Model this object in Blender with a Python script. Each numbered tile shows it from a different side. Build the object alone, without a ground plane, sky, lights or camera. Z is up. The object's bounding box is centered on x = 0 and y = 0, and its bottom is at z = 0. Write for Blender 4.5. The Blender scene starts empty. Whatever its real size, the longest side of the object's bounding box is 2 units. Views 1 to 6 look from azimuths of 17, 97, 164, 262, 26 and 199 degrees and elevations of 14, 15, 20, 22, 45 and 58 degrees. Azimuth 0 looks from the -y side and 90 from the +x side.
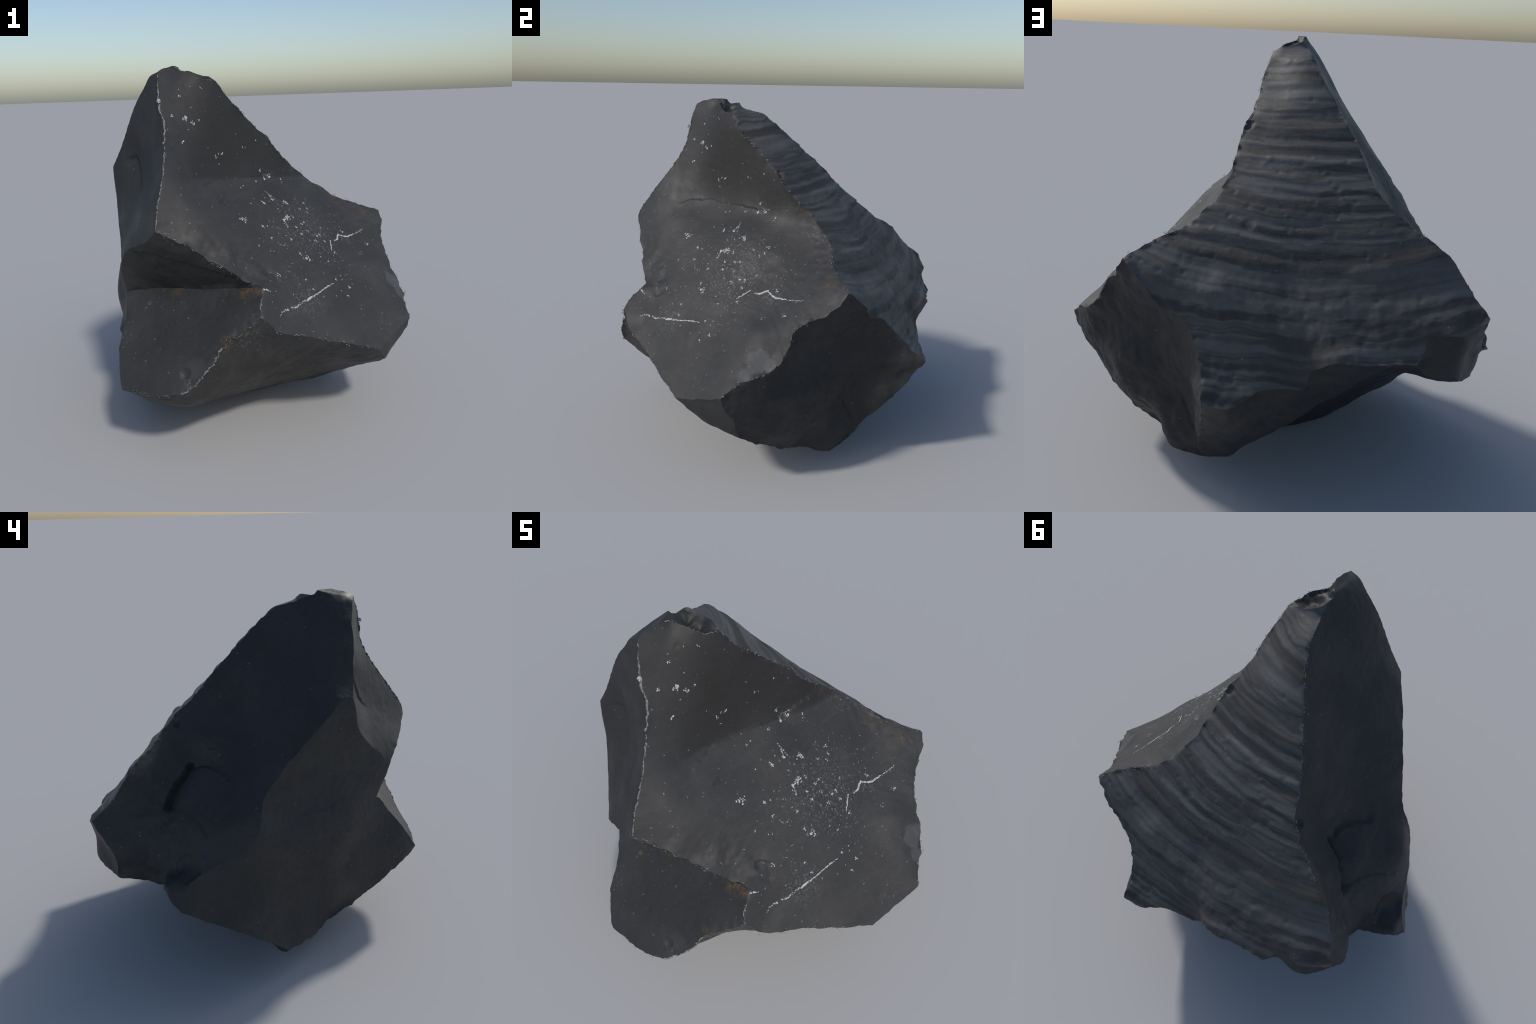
"""A large angular lump of black volcanic glass (obsidian), built facet by facet.

The stone is described by its ridge lines (3D curves where two fracture faces
meet) and by a few interior depth hints per face.  Every face is a smooth
thin-plate surface spanned between its ridges; conchoidal ripples, step cracks,
pits and lumps are then displaced into it as real relief.
"""
import bpy, math
import numpy as np
from mathutils import Vector
from mathutils.geometry import delaunay_2d_cdt
from mathutils.kdtree import KDTree

STEP = 0.0085          # mesh spacing in metres
rng = np.random.default_rng(7)

# ----------------------------------------------------------------------------
# 1. junctions, where three or more ridges meet
# ----------------------------------------------------------------------------
J = dict(
    brow=(-.240, -.523, 1.967),        # front corner of the summit
    apex=(-.202, -.415, 2.000),
    chip_back=(-.220, -.330, 1.997),
    nick=(-.208, -.300, 1.972),        # where the summit notch cuts the dark flank
    shoulder=(-.030, -.262, 1.921),    # ripples meet the broad face
    prow=(-.130, -.893, 1.238),        # foot of the spine, over the undercut
    eave=(-.422, -.717, 1.027),        # outer corner of the undercut roof
    slot=(.339, -.725, .942),          # pointed end of the undercut
    heel=(-.449, -.640, .850),         # outer end of the undercut floor line
    hip=(.358, -.826, .820),           # block edge meets underside
    keel=(-.010, -.985, .467),         # nose of the block
    jaw=(-.350, -.942, .442),          # outer lower corner of the block
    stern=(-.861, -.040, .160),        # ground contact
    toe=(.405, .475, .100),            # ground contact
    spur=(-.998, .525, .572),          # outermost point of the dark flank
    elbow=(-.578, -.441, 1.490),
    rump=(-.705, .835, .630),
    haunch=(-.683, .940, .960),
    tuck=(-.355, .984, .802),
    knee=(.487, .889, .663),
    crown=(.752, .462, 1.114),
    flank=(.994, -.127, .624),
    sill=(.854, -.390, .535),
    beak=(.863, -.060, .343),
)

# ----------------------------------------------------------------------------
# 2. ridge lines between junctions (start, end, points between, raggedness)
# ----------------------------------------------------------------------------
R = {}
def ridge(name, a, b, pts=(), rag=.004):
    R[name] = ([J[a]] + list(pts) + [J[b]], rag)

ridge('spine', 'brow', 'prow', [(-.227, -.552, 1.88), (-.222, -.564, 1.826), (-.195, -.585, 1.73),
      (-.172, -.640, 1.62), (-.142, -.737, 1.492), (-.134, -.822, 1.381), (-.128, -.876, 1.300)], .004)
ridge('brow_lip', 'brow', 'apex', [(-.226, -.480, 1.984)])
ridge('lip', 'apex', 'shoulder', [(-.182, -.370, 1.977), (-.116, -.349, 1.957), (-.070, -.318, 1.930)], .005)
ridge('chip_left', 'brow', 'chip_back', [(-.262, -.470, 1.970), (-.252, -.400, 1.980)], .002)
ridge('chip_right', 'apex', 'chip_back', [(-.205, -.370, 2.0)], .002)
ridge('notch_left', 'chip_back', 'nick', [(-.220, -.315, 1.978)], .001)
ridge('crest', 'nick', 'shoulder', [(-.185, -.245, 1.977), (-.120, -.235, 1.951), (-.070, -.245, 1.944)], .003)
ridge('saddle', 'shoulder', 'crown', [(.030, -.192, 1.812), (.056, -.128, 1.766), (.102, -.046, 1.679),
      (.155, .030, 1.615), (.190, .066, 1.555), (.230, .146, 1.472), (.258, .225, 1.414), (.320, .280, 1.350),
      (.368, .325, 1.300), (.420, .358, 1.268), (.473, .367, 1.222), (.560, .380, 1.187), (.657, .410, 1.154)], .006)
ridge('roof_near', 'prow', 'slot', [(-.055, -.856, 1.192), (.031, -.828, 1.145), (.070, -.797, 1.096),
      (.150, -.780, 1.055), (.229, -.740, .988), (.290, -.716, .953)], .008)
ridge('roof_far', 'prow', 'eave', [(-.162, -.875, 1.208), (-.209, -.853, 1.173), (-.327, -.792, 1.126),
      (-.388, -.747, 1.076)], .004)
ridge('slot_floor', 'slot', 'heel', [(.184, -.692, .919), (.043, -.674, .901), (-.113, -.650, .889), (-.257, -.633, .877)], .004)
ridge('slot_end', 'eave', 'heel', [(-.446, -.680, .950)], .003)
ridge('block_right', 'slot', 'hip', [(.341, -.785, .885)], .003)
ridge('block_chipped', 'hip', 'keel', [(.289, -.860, .774), (.202, -.888, .726), (.172, -.899, .676),
      (.137, -.936, .617), (.072, -.950, .532), (.030, -.962, .492)], .009)
ridge('block_left', 'heel', 'jaw', [(-.436, -.666, .831), (-.419, -.720, .751), (-.412, -.765, .695),
      (-.414, -.817, .632), (-.406, -.847, .588), (-.374, -.915, .485)], .005)
ridge('block_bottom', 'jaw', 'keel', [(-.307, -.952, .437), (-.189, -.977, .439), (-.100, -.989, .449)], .004)
ridge('jaw_line', 'jaw', 'stern', [(-.392, -.875, .396), (-.430, -.783, .346), (-.465, -.696, .296),
      (-.497, -.556, .214), (-.517, -.489, .177), (-.540, -.412, .147), (-.570, -.333, .118), (-.722, -.224, .145),
      (-.795, -.133, .155)], .006)
ridge('ground_line', 'stern', 'toe', [(-.760, -.020, .080), (-.610, -.005, .034), (-.535, .025, .025),
      (-.290, .175, .035), (-.100, .230, .045), (.000, .250, .050), (.060, .255, .055), (.090, .300, .095),
      (.130, .390, .155), (.180, .450, .165), (.235, .500, .152), (.286, .540, .145), (.312, .499, .105)], .003)
ridge('skirt', 'stern', 'spur', [(-.905, .055, .255), (-.955, .119, .316),
      (-.980, .245, .410), (-.985, .380, .482)], .006)
ridge('elbow_up', 'brow', 'elbow', [(-.288, -.509, 1.950), (-.324, -.499, 1.905), (-.358, -.488, 1.864),
      (-.386, -.477, 1.826), (-.418, -.482, 1.767), (-.480, -.466, 1.650), (-.530, -.455, 1.556)], .003)
ridge('elbow_down', 'elbow', 'eave', [(-.565, -.463, 1.418), (-.545, -.491, 1.298), (-.500, -.572, 1.190),
      (-.450, -.655, 1.112)], .002)
ridge('keel_ridge', 'elbow', 'spur', [(-.600, -.374, 1.485), (-.627, -.318, 1.426), (-.655, -.254, 1.374),
      (-.678, -.195, 1.325), (-.705, -.133, 1.265), (-.732, -.065, 1.212), (-.754, -.010, 1.146),
      (-.788, .063, 1.066), (-.831, .090, .991), (-.864, .103, .915), (-.880, .130, .875),
      (-.899, .180, .817), (-.919, .268, .790), (-.930, .380, .750), (-.950, .480, .690)], .004)
ridge('hem', 'spur', 'rump', [(-.945, .572, .612), (-.890, .604, .655), (-.810, .600, .610), (-.758, .607, .588),
      (-.704, .692, .596), (-.735, .780, .640)], .006)
ridge('rump_edge', 'haunch', 'rump', [(-.693, .910, .897), (-.721, .865, .820), (-.735, .835, .754)], .005)
ridge('dark_edge', 'nick', 'haunch', [(-.196, -.220, 1.945), (-.191, -.111, 1.916), (-.201, -.007, 1.841),
      (-.242, .130, 1.716), (-.273, .223, 1.632), (-.296, .288, 1.570), (-.322, .400, 1.450), (-.331, .485, 1.389),
      (-.345, .490, 1.372), (-.386, .554, 1.318), (-.441, .602, 1.267), (-.488, .653, 1.233), (-.532, .703, 1.200),
      (-.588, .751, 1.150), (-.638, .825, 1.050)], .005)
ridge('haunch_top', 'haunch', 'tuck', [(-.629, .951, .928), (-.556, .969, .902), (-.520, .967, .909),
      (-.469, .948, .903), (-.420, .938, .898), (-.395, .953, .840)], .005)
ridge('haunch_low', 'tuck', 'rump', [(-.398, .930, .750), (-.434, .925, .712), (-.480, .943, .698),
      (-.522, .955, .697), (-.566, .951, .690), (-.620, .910, .660)], .005)
ridge('ripple_hem', 'tuck', 'knee', [(-.321, .977, .803), (-.271, .968, .801), (-.177, .951, .801),
      (-.116, .953, .809), (-.053, .942, .812), (-.020, .928, .805), (.046, .873, .745),
      (.073, .882, .680), (.150, .878, .684), (.243, .873, .690), (.330, .890, .650), (.404, .900, .640)], .006)
ridge('side_edge', 'crown', 'knee', [(.707, .510, 1.066), (.665, .555, 1.012), (.614, .578, .942), (.568, .622, .925),
      (.520, .655, .890), (.488, .715, .826), (.476, .765, .775), (.476, .815, .725)], .008)
ridge('side_back', 'knee', 'toe', [(.482, .858, .623), (.476, .815, .564), (.474, .780, .500), (.462, .670, .365),
      (.456, .590, .285), (.446, .555, .235), (.424, .520, .160)], .006)
ridge('bright_edge', 'crown', 'flank', [(.779, .415, 1.051), (.785, .337, .990), (.792, .270, .970), (.824, .201, .911),
      (.852, .181, .837), (.902, .127, .768), (.934, .064, .730), (.952, -.003, .710), (.967, -.049, .687)], .009)
ridge('brink', 'hip', 'sill', [(.431, -.780, .740), (.499, -.726, .711), (.567, -.644, .671), (.660, -.564, .624),
      (.748, -.494, .592)], .004)
ridge('bevel_top', 'sill', 'flank', [(.915, -.270, .570)], .004)
ridge('bevel_foot', 'sill', 'beak', [(.872, -.235, .425)], .004)
ridge('bevel_side', 'flank', 'beak', [(.971, -.108, .541), (.939, -.074, .485), (.892, -.069, .408)], .006)
ridge('low_edge', 'beak', 'toe', [(.822, .019, .295), (.790, .040, .274), (.714, .150, .206), (.666, .187, .187),
      (.620, .225, .168), (.589, .262, .153), (.574, .342, .128), (.558, .388, .118), (.505, .418, .104)], .006)

# ----------------------------------------------------------------------------
# 3. faces: ridge loop (minus = reversed), interior depth hints, relief recipe
# ----------------------------------------------------------------------------
FACES = {}
def face(name, loop, hints=(), **kw):
    FACES[name] = dict(loop=loop.split(), hints=list(hints), **kw)

face('broad_face', 'spine roof_near block_right brink bevel_top -bright_edge -saddle -lip -brow_lip',
     [(-.129, -.463, 1.735), (-.191, -.583, 1.700), (-.124, -.522, 1.622), (0, -.336, 1.494), (.144, -.065, 1.429),
      (.167, -.030, 1.389), (.171, -.492, 1.228), (.472, -.333, .991), (.566, -.228, .948), (.606, -.319, .858),
      (.414, -.676, .797), (.349, -.713, .919), (.307, -.596, 1.000), (-.012, -.605, 1.358), (-.119, -.805, 1.372),
      (-.041, -.747, 1.357), (.069, -.740, 1.204), (.145, -.631, 1.175), (.697, .035, .932), (.724, .148, .961),
      (.473, .081, 1.145), (.375, .012, 1.229), (.566, .010, 1.035), (.611, .289, 1.114), (.671, .358, 1.142),
      (.859, .108, .800), (.915, -.061, .737), (.332, -.238, 1.186), (.379, -.326, 1.088), (.299, -.140, 1.258),
      (.251, -.202, 1.283), (.418, -.231, 1.099), (.480, -.166, 1.052), (.263, -.522, 1.098), (.052, -.267, 1.400),
      (-.012, -.415, 1.413), (.486, -.452, .908), (.451, -.582, .871), (.650, -.310, .813), (.630, -.367, .801),
      (.481, -.031, 1.090), (.268, -.336, 1.193), (.802, .028, .908), (.067, -.559, 1.309), (.757, -.107, .826)], tone=0, soft=7e-3)
face('ripple_face', 'saddle side_edge -ripple_hem -haunch_top -dark_edge crest',
     [(.073, .676, 1.039), (.224, .452, 1.244), (-.101, .535, 1.251), (-.257, .554, 1.289), (.111, .243, 1.457),
      (.179, .794, .846), (.320, .802, .751), (-.141, .677, 1.105), (.074, .673, 1.036),
      (.068, .712, .989), (.053, .793, .890), (.050, .832, .819), (.045, .720, 1.002), (.021, .785, .925),
      (.002, .840, .875), (-.299, .875, .936), (-.082, .775, .986), (-.162, .830, .935), (-.339, .711, 1.145),
      (-.414, .775, 1.081), (-.326, .792, 1.021), (-.356, .829, .989), (-.076, .883, .865), (-.497, .941, .929),
      (-.232, .857, .943), (.420, .632, 1.015), (.412, .577, 1.057), (.573, .510, 1.095), (.210, .688, .990)], tone=1)
face('dark_face', 'elbow_up keel_ridge hem -rump_edge -dark_edge -notch_left -chip_left',
     [(-.469, -.154, 1.552), (-.322, -.061, 1.678), (-.472, .041, 1.397), (-.417, -.249, 1.676), (-.399, -.324, 1.742),
      (-.480, .425, 1.165), (-.614, .263, 1.131), (-.684, .191, 1.096), (-.713, .405, 1.008), (-.653, .436, 1.060),
      (-.844, .378, .898), (-.791, .393, .959), (-.830, .486, .783), (-.804, .566, .690), (-.398, .501, 1.276),
      (-.581, .268, 1.146), (-.613, .557, 1.005), (-.595, .700, 1.090), (-.680, .690, .870), (-.764, .288, 1.007),
      (-.420, .284, 1.362), (-.458, .370, 1.280), (-.332, .257, 1.540), (-.850, .243, .962), (-.358, .197, 1.495), (-.770, .590, .745)],
     tone=2)
face('spine_face', 'elbow_up elbow_down -roof_far -spine',
     [(-.391, -.501, 1.524), (-.377, -.516, 1.491), (-.364, -.536, 1.451), (-.351, -.571, 1.391), (-.460, -.470, 1.543),
      (-.408, -.486, 1.562), (-.302, -.724, 1.255), (-.341, -.535, 1.608), (-.511, -.470, 1.515)], tone=3)
face('outer_face', 'elbow_down slot_end block_left jaw_line skirt -keel_ridge',
     [(-.732, -.144, .545), (-.585, -.440, .585), (-.803, -.022, .665), (-.688, -.143, 1.075), (-.727, -.098, .935),
      (-.625, -.395, .874), (-.618, -.325, 1.078), (-.545, -.483, .990), (-.712, -.241, .705), (-.648, -.345, .580),
      (-.605, -.396, .330), (-.594, -.483, .787), (-.625, -.347, .246), (-.758, -.106, .824), (-.810, -.055, .235)], tone=4)
face('undercut', 'roof_near slot_floor -slot_end -roof_far',
     [(-.300, -.705, .990), (-.130, -.745, 1.030), (.050, -.748, 1.005), (.180, -.728, .978)], tone=5)
face('block_face', 'slot_floor block_left block_bottom -block_chipped -block_right',
     [(-.292, -.691, .814), (-.004, -.938, .555), (-.207, -.816, .666), (.084, -.812, .756), (.104, -.736, .839),
      (-.217, -.861, .618)], tone=6)
face('base_face', 'block_chipped -block_bottom jaw_line ground_line -low_edge -bevel_foot -brink',
     [(-.085, -.790, .295), (-.110, -.345, .125), (.020, -.180, .092), (.240, .000, .092), (.420, .160, .090),
      (.470, -.050, .200), (-.320, -.480, .150), (.450, -.450, .460), (.610, -.400, .455)], tone=7)
face('bevel_face', 'bevel_top bevel_side -bevel_foot', [], tone=8)
face('rough_face', 'bright_edge bevel_side low_edge -side_back -side_edge',
     [(.749, .290, .563), (.927, .015, .596), (.492, .468, .380), (.478, .500, .315), (.503, .800, .695),
      (.615, .345, .262), (.630, .275, .222), (.580, .412, .210), (.632, .370, .740), (.572, .505, .840),
      (.522, .588, .728), (.480, .655, .595), (.798, .199, .728), (.732, .260, .707), (.856, .118, .690),
      (.552, .494, .680), (.556, .443, .515), (.530, .455, .290), (.762, .205, .332)], tone=9)
face('rear_base_face', 'ripple_hem side_back -ground_line skirt hem -haunch_low',
     [(-.065, .530, .350), (-.180, .450, .340), (-.450, .600, .540), (.205, .590, .240), (.300, .650, .295), (-.350, .810, .700),
      (-.104, .890, .690), (.259, .765, .420)], tone=10)
face('haunch_face', 'haunch_top haunch_low -rump_edge', [(-.540, .950, .790), (-.630, .905, .780)], tone=11)
face('summit_chip', 'brow_lip chip_right -chip_left', [], tone=12)
face('summit_notch', 'lip -crest -notch_left -chip_right',
     [(-.165, -.318, 1.938), (-.120, -.290, 1.918), (-.075, -.285, 1.908)], tone=13)


# ----------------------------------------------------------------------------
# helpers
# ----------------------------------------------------------------------------
_perm = np.random.default_rng(3).permutation(256)
_perm = np.r_[_perm, _perm, _perm]
_grad = np.random.default_rng(5).normal(size=(256, 3))
_grad /= np.linalg.norm(_grad, axis=1)[:, None]

def perlin(P):
    i = np.floor(P).astype(int)
    f = P - i
    u = f * f * f * (f * (f * 6 - 15) + 10)
    out = 0
    for dx in (0, 1):
        for dy in (0, 1):
            for dz in (0, 1):
                k = _perm[_perm[_perm[(i[:, 0] + dx) & 255] + ((i[:, 1] + dy) & 255)] + ((i[:, 2] + dz) & 255)]
                g = _grad[k]
                v = g[:, 0] * (f[:, 0] - dx) + g[:, 1] * (f[:, 1] - dy) + g[:, 2] * (f[:, 2] - dz)
                w = (u[:, 0] if dx else 1 - u[:, 0]) * (u[:, 1] if dy else 1 - u[:, 1]) * (u[:, 2] if dz else 1 - u[:, 2])
                out = out + v * w
    return out * 1.6

def fbm(P, scale, octaves=3, seed=0.0):
    Q = np.atleast_2d(P) * scale + np.array((seed, -seed * 1.3, seed * .7)) + 40.3
    out, a = 0, 1.0
    for o in range(octaves):
        out = out + a * perlin(Q * 2 ** o + o * 7.7)
        a *= .5
    return out

def catmull(pts, step):
    P = np.array(pts, float)
    P = np.vstack([2 * P[0] - P[1], P, 2 * P[-1] - P[-2]])
    out = []
    for i in range(1, len(P) - 2):
        p0, p1, p2, p3 = P[i - 1:i + 3]
        L = np.linalg.norm(p2 - p1)
        n = max(1, int(round(L / step)))
        m1 = (p2 - p0) * .5
        m2 = (p3 - p1) * .5
        m1 *= min(1., 1.2 * L / (np.linalg.norm(m1) + 1e-9)) * .7
        m2 *= min(1., 1.2 * L / (np.linalg.norm(m2) + 1e-9)) * .7
        for t in np.arange(n) / n:
            h = (2*t**3 - 3*t*t + 1, t**3 - 2*t*t + t, -2*t**3 + 3*t*t, t**3 - t*t)
            out.append(h[0] * p1 + h[1] * m1 + h[2] * p2 + h[3] * m2)
    out.append(P[-2])
    return np.array(out)

def tps_kernel(a, b):
    d2 = np.maximum((a * a).sum(1)[:, None] + (b * b).sum(1)[None] - 2 * a @ b.T, 0)
    return .5 * d2 * np.log(d2 + 1e-12)

def tps_fit(uv, h, lam):
    n = len(uv)
    A = np.zeros((n + 3, n + 3))
    A[:n, :n] = tps_kernel(uv, uv) + np.diag(lam)
    A[:n, n] = 1
    A[:n, n + 1:] = uv
    A[n:, :n] = A[:n, n:].T
    return np.linalg.solve(A, np.r_[h, 0, 0, 0])

def tps_eval(uv, w, q):
    out = np.empty(len(q))
    n = len(uv)
    for s in range(0, len(q), 5000):
        c = q[s:s + 5000]
        out[s:s + 5000] = tps_kernel(c, uv) @ w[:n] + w[n] + c @ w[n + 1:]
    return out

def seg_dist(q, A):
    """distance, signed side and parameter of 2D points q to polyline A"""
    best = np.full(len(q), 1e9); side = np.zeros(len(q)); par = np.zeros(len(q))
    n = len(A) - 1
    for i in range(n):
        a, b = A[i], A[i + 1]
        ab = b - a
        t = np.clip(((q - a) @ ab) / max(ab @ ab, 1e-12), 0, 1)
        v = q - (a + t[:, None] * ab)
        d = np.hypot(v[:, 0], v[:, 1])
        m = d < best - 1e-9
        best[m] = d[m]
        side[m] = (ab[0] * v[m, 1] - ab[1] * v[m, 0])
        par[m] = (i + t[m]) / n
    return best, np.sign(side), par

def grid_inside(poly, step):
    """staggered grid points inside a 2D polygon, row by row"""
    lo, hi = poly.min(0), poly.max(0)
    a, b = poly, np.roll(poly, 1, 0)
    rows = []
    for j, y in enumerate(np.arange(lo[1] + step * .4, hi[1], step * .866)):
        m = (a[:, 1] > y) != (b[:, 1] > y)
        xs = np.sort((b[m, 0] - a[m, 0]) * (y - a[m, 1]) / (b[m, 1] - a[m, 1]) + a[m, 0])
        for x0, x1 in zip(xs[::2], xs[1::2]):
            x = np.arange(math.ceil((x0 - lo[0]) / step - .5 * (j % 2)), (x1 - lo[0]) / step - .5 * (j % 2)) * step + lo[0] + .5 * step * (j % 2)
            rows.append(np.c_[x, np.full(len(x), y)])
    return np.vstack(rows)

def smooth(t):
    t = np.clip(t, 0, 1)
    return t * t * (3 - 2 * t)

noise_field = fbm

def shards(P, scale, seed=0.0):
    """angular broken relief: sharp creases between hollowed flakes"""
    Q = np.atleast_2d(P) * scale + seed + 11.0
    n1, n2 = perlin(Q), perlin(Q * 1.9 + 4.4)
    return np.abs(n1) * 1.6 - .5 + .45 * (np.abs(n2) * 1.6 - .5)

# ----------------------------------------------------------------------------
# 4. lay out shared ridge vertices
# ----------------------------------------------------------------------------
verts, vid = [], {}
def vertex(p):
    k = tuple(np.round(p, 6))
    if k not in vid:
        vid[k] = len(verts)
        verts.append(np.array(p, float))
    return vid[k]

def ragged(pts, amp):
    n = len(pts)
    i = np.arange(n)
    w = np.minimum(1, np.minimum(i, n - 1 - i) * STEP / .035)[:, None]
    d = np.c_[fbm(pts, 18, 3, 3.1), fbm(pts, 18, 3, 17.7), fbm(pts, 18, 3, 41.3)]
    d2 = np.c_[fbm(pts, 55, 2, 5.1), fbm(pts, 55, 2, 27.7), fbm(pts, 55, 2, 11.3)]
    return pts + w * amp * (d + .25 * d2)

RID, SMOOTH = {}, {}
for k, (pts, rag) in R.items():
    line = catmull(pts, STEP * 1.05)
    RID[k] = [vertex(p) for p in ragged(line, rag)]
    SMOOTH.update(zip(RID[k], line))     # the same ridge before it was made ragged

NRIDGE = len(verts)

# ----------------------------------------------------------------------------
# 5. relief recipes (offset along the face normal, metres)
# ----------------------------------------------------------------------------
def step_crack(uvf, q, pts, amp, reach, side=1, ends=.12):
    """a step along a polyline: one side is lowered / raised, fading with distance"""
    A = np.array([uvf(p) for p in pts])
    q3 = np.c_[q, np.zeros(len(q))]
    q = q + .010 * np.c_[fbm(q3, 14, 3, 1.7), fbm(q3, 14, 3, 8.8)]
    d, s, t = seg_dist(q, A)
    w = smooth(t / ends) * smooth((1 - t) / ends)
    return amp * np.where(s == side, np.exp(-(d / reach) ** 1.3), 0) * w

def scoop(P, c, r, depth):
    """a small hollow with a fairly crisp rim"""
    d = np.linalg.norm(P - np.array(c), axis=1) / r
    return -depth * np.clip(1 - d * d, 0, 1) ** .7

def polyline_fade(P, pts, reach):
    d = np.full(len(P), 9.0)
    pts = np.array(pts)
    for a, b in zip(pts[:-1], pts[1:]):
        ab = b - a
        t = np.clip(((P - a) @ ab) / (ab @ ab), 0, 1)
        d = np.minimum(d, np.linalg.norm(P - a - t[:, None] * ab, axis=1))
    return np.exp(-(d / reach) ** 2)

def relief(name, P, q, uvf, d):
    h = np.zeros(len(q))
    edge = smooth(d / .03)
    if name == 'ripple_face':
        # conchoidal ripples: long, curved, unevenly spaced bands round the point of impact
        C = np.array((-.30, -.45, 2.40))
        r = np.linalg.norm(P - C, axis=1)
        along = P @ np.array((.9, .35, -.2))
        sink = smooth((1.25 - P[:, 2]) / .35)
        r = r + .022 * noise_field(P, 2.4, 2, 1.3) + .05 * sink * noise_field(P, 1.9, 3, 6.1)
        Q = np.c_[r * 17, along * 1.1, np.zeros(len(r))]
        Q2 = np.c_[r * 42, along * 2.0, np.ones(len(r)) * 3.3]
        n1, n2 = perlin(Q + 9.1), perlin(Q2 + 3.7)
        groove = -np.exp(-(n1 / .10) ** 2)
        high = smooth((P[:, 2] - .85) / .35)
        h += (.22 + .78 * high) * (.011 * n1 + .0022 * n2) + high * .0020 * groove
        # lower down: lumpy and pitted
        low = 1 - high
        h += (.0020 + .0045 * low) * noise_field(P, 6, 3, 4.4) + (.0005 + .0020 * low) * noise_field(P, 24, 3, 7.4) + low * .004 * shards(P, 7, 3.3)
        prng = np.random.default_rng(21)
        pick = prng.choice(len(P), 150)
        for i in pick:
            if P[i, 2] > 1.5 and prng.random() < .6:
                continue
            rad = prng.uniform(.010, .020)
            dd = np.linalg.norm(P - P[i], axis=1) / rad
            m = dd < 1
            h[m] += prng.choice((-1, .8)) * prng.uniform(.0015, .004) * (1 - dd[m] ** 2)
        h += scoop(P, (.155, .050, 1.605), .03, .02) + scoop(P, (.225, .455, 1.240), .03, .006)
        return h * smooth(d / .010)
    if name == 'dark_face':
        h += .004 * noise_field(P, 5, 3, 2.2) + .0012 * noise_field(P, 30, 2, 8.2)
        lip = [(-.470, .400, 1.165), (-.496, .431, 1.145), (-.516, .456, 1.116), (-.555, .502, 1.073),
               (-.613, .557, 1.005), (-.650, .600, .950)]
        h += step_crack(uvf, q, lip, -.036, .042, DARK_SIDE, .14)
        h += step_crack(uvf, q, lip, .014, .070, -DARK_SIDE, .2)
        brow = [(-.496, .425, 1.148), (-.560, .320, 1.150), (-.614, .263, 1.131), (-.670, .225, 1.092)]
        h += step_crack(uvf, q, brow, -.020, .06, DARK_SIDE2, .2)
        ledge = [(-.600, .640, 1.000), (-.713, .470, .985), (-.800, .400, .935), (-.860, .370, .885)]
        h += step_crack(uvf, q, ledge, -.006, .03, DARK_SIDE, .12)
        h += scoop(P, (-.880, .480, .745), .085, .030) + scoop(P, (-.350, .480, 1.345), .030, .018)
        rump = smooth((P[:, 1] - .42) / .15) * smooth((1.2 - P[:, 2]) / .1)
        h += rump * (.010 * shards(P, 6, 6.6) + .005 * noise_field(P, 9, 4, 6.6) + .003 * noise_field(P, 26, 3, 3.2))
        for i in np.random.default_rng(4).choice(len(P), 60):
            h += scoop(P, P[i], .010, .003)
        return h * smooth(d / .02)
    if name == 'rough_face':
        h += .010 * noise_field(P, 5, 4, 6.2) + .010 * shards(P, 6, 1.2) + .0035 * noise_field(P, 20, 3, 1.2)
        h += step_crack(uvf, q, [(.505, .440, .470), (.480, .456, .385), (.463, .487, .320), (.459, .530, .265)], -.007, .05, 1, .2)
        return h * smooth(d / .025)
    if name == 'broad_face':
        h += .0018 * noise_field(P, 5, 3, 2.9) + .0006 * noise_field(P, 28, 3, 5.9)
        # fine flow ripples sweeping across in arcs
        rr = np.linalg.norm(P - np.array((.90, -.50, .60)), axis=1) + .10 * noise_field(P, 2.2, 2, 1.1)
        zone = smooth((rr - .62) / .1) * smooth((1.05 - rr) / .15)
        h += zone * .0016 * perlin(np.c_[rr * 45, P @ np.array((1.1, .9, -.6)), np.zeros(len(P))])
        # the curved step where the upper scoop ends
        scar = [(.262, .215, 1.420), (.210, .080, 1.402), (.167, -.030, 1.393), (.110, -.150, 1.398),
                (.052, -.267, 1.404), (-.012, -.415, 1.415), (-.030, -.520, 1.400), (-.040, -.600, 1.350)]
        h += step_crack(uvf, q, scar, -.007, .12, BROAD_SIDE, .12)
        torn = polyline_fade(P, [(-.05, -.82, 1.21), (.07, -.75, 1.14), (.20, -.70, 1.06), (.32, -.62, .98)], .075)
        h += torn * (.0065 * shards(P, 9, 2.1) + .0015 * noise_field(P, 30, 3, 2.1))
        rim = polyline_fade(P, [(.32, .28, 1.33), (.45, .33, 1.22), (.62, .37, 1.13), (.70, .40, 1.11)], .07)
        h += rim * (.006 * shards(P, 12, 8.1) + .0025 * noise_field(P, 22, 3, 8.1))
        chip = [(.318, -.640, .990), (.335, -.590, 1.002), (.375, -.575, .985), (.410, -.600, .950), (.405, -.650, .915)]
        h += step_crack(uvf, q, chip, -.010, .05, BROAD_SIDE, .12)
        h += scoop(P, (.445, .030, 1.160), .06, .006)
        for i in np.random.default_rng(8).choice(len(P), 70):
            h += scoop(P, P[i], .009, .0025)
        return h * smooth(d / .022)
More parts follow.
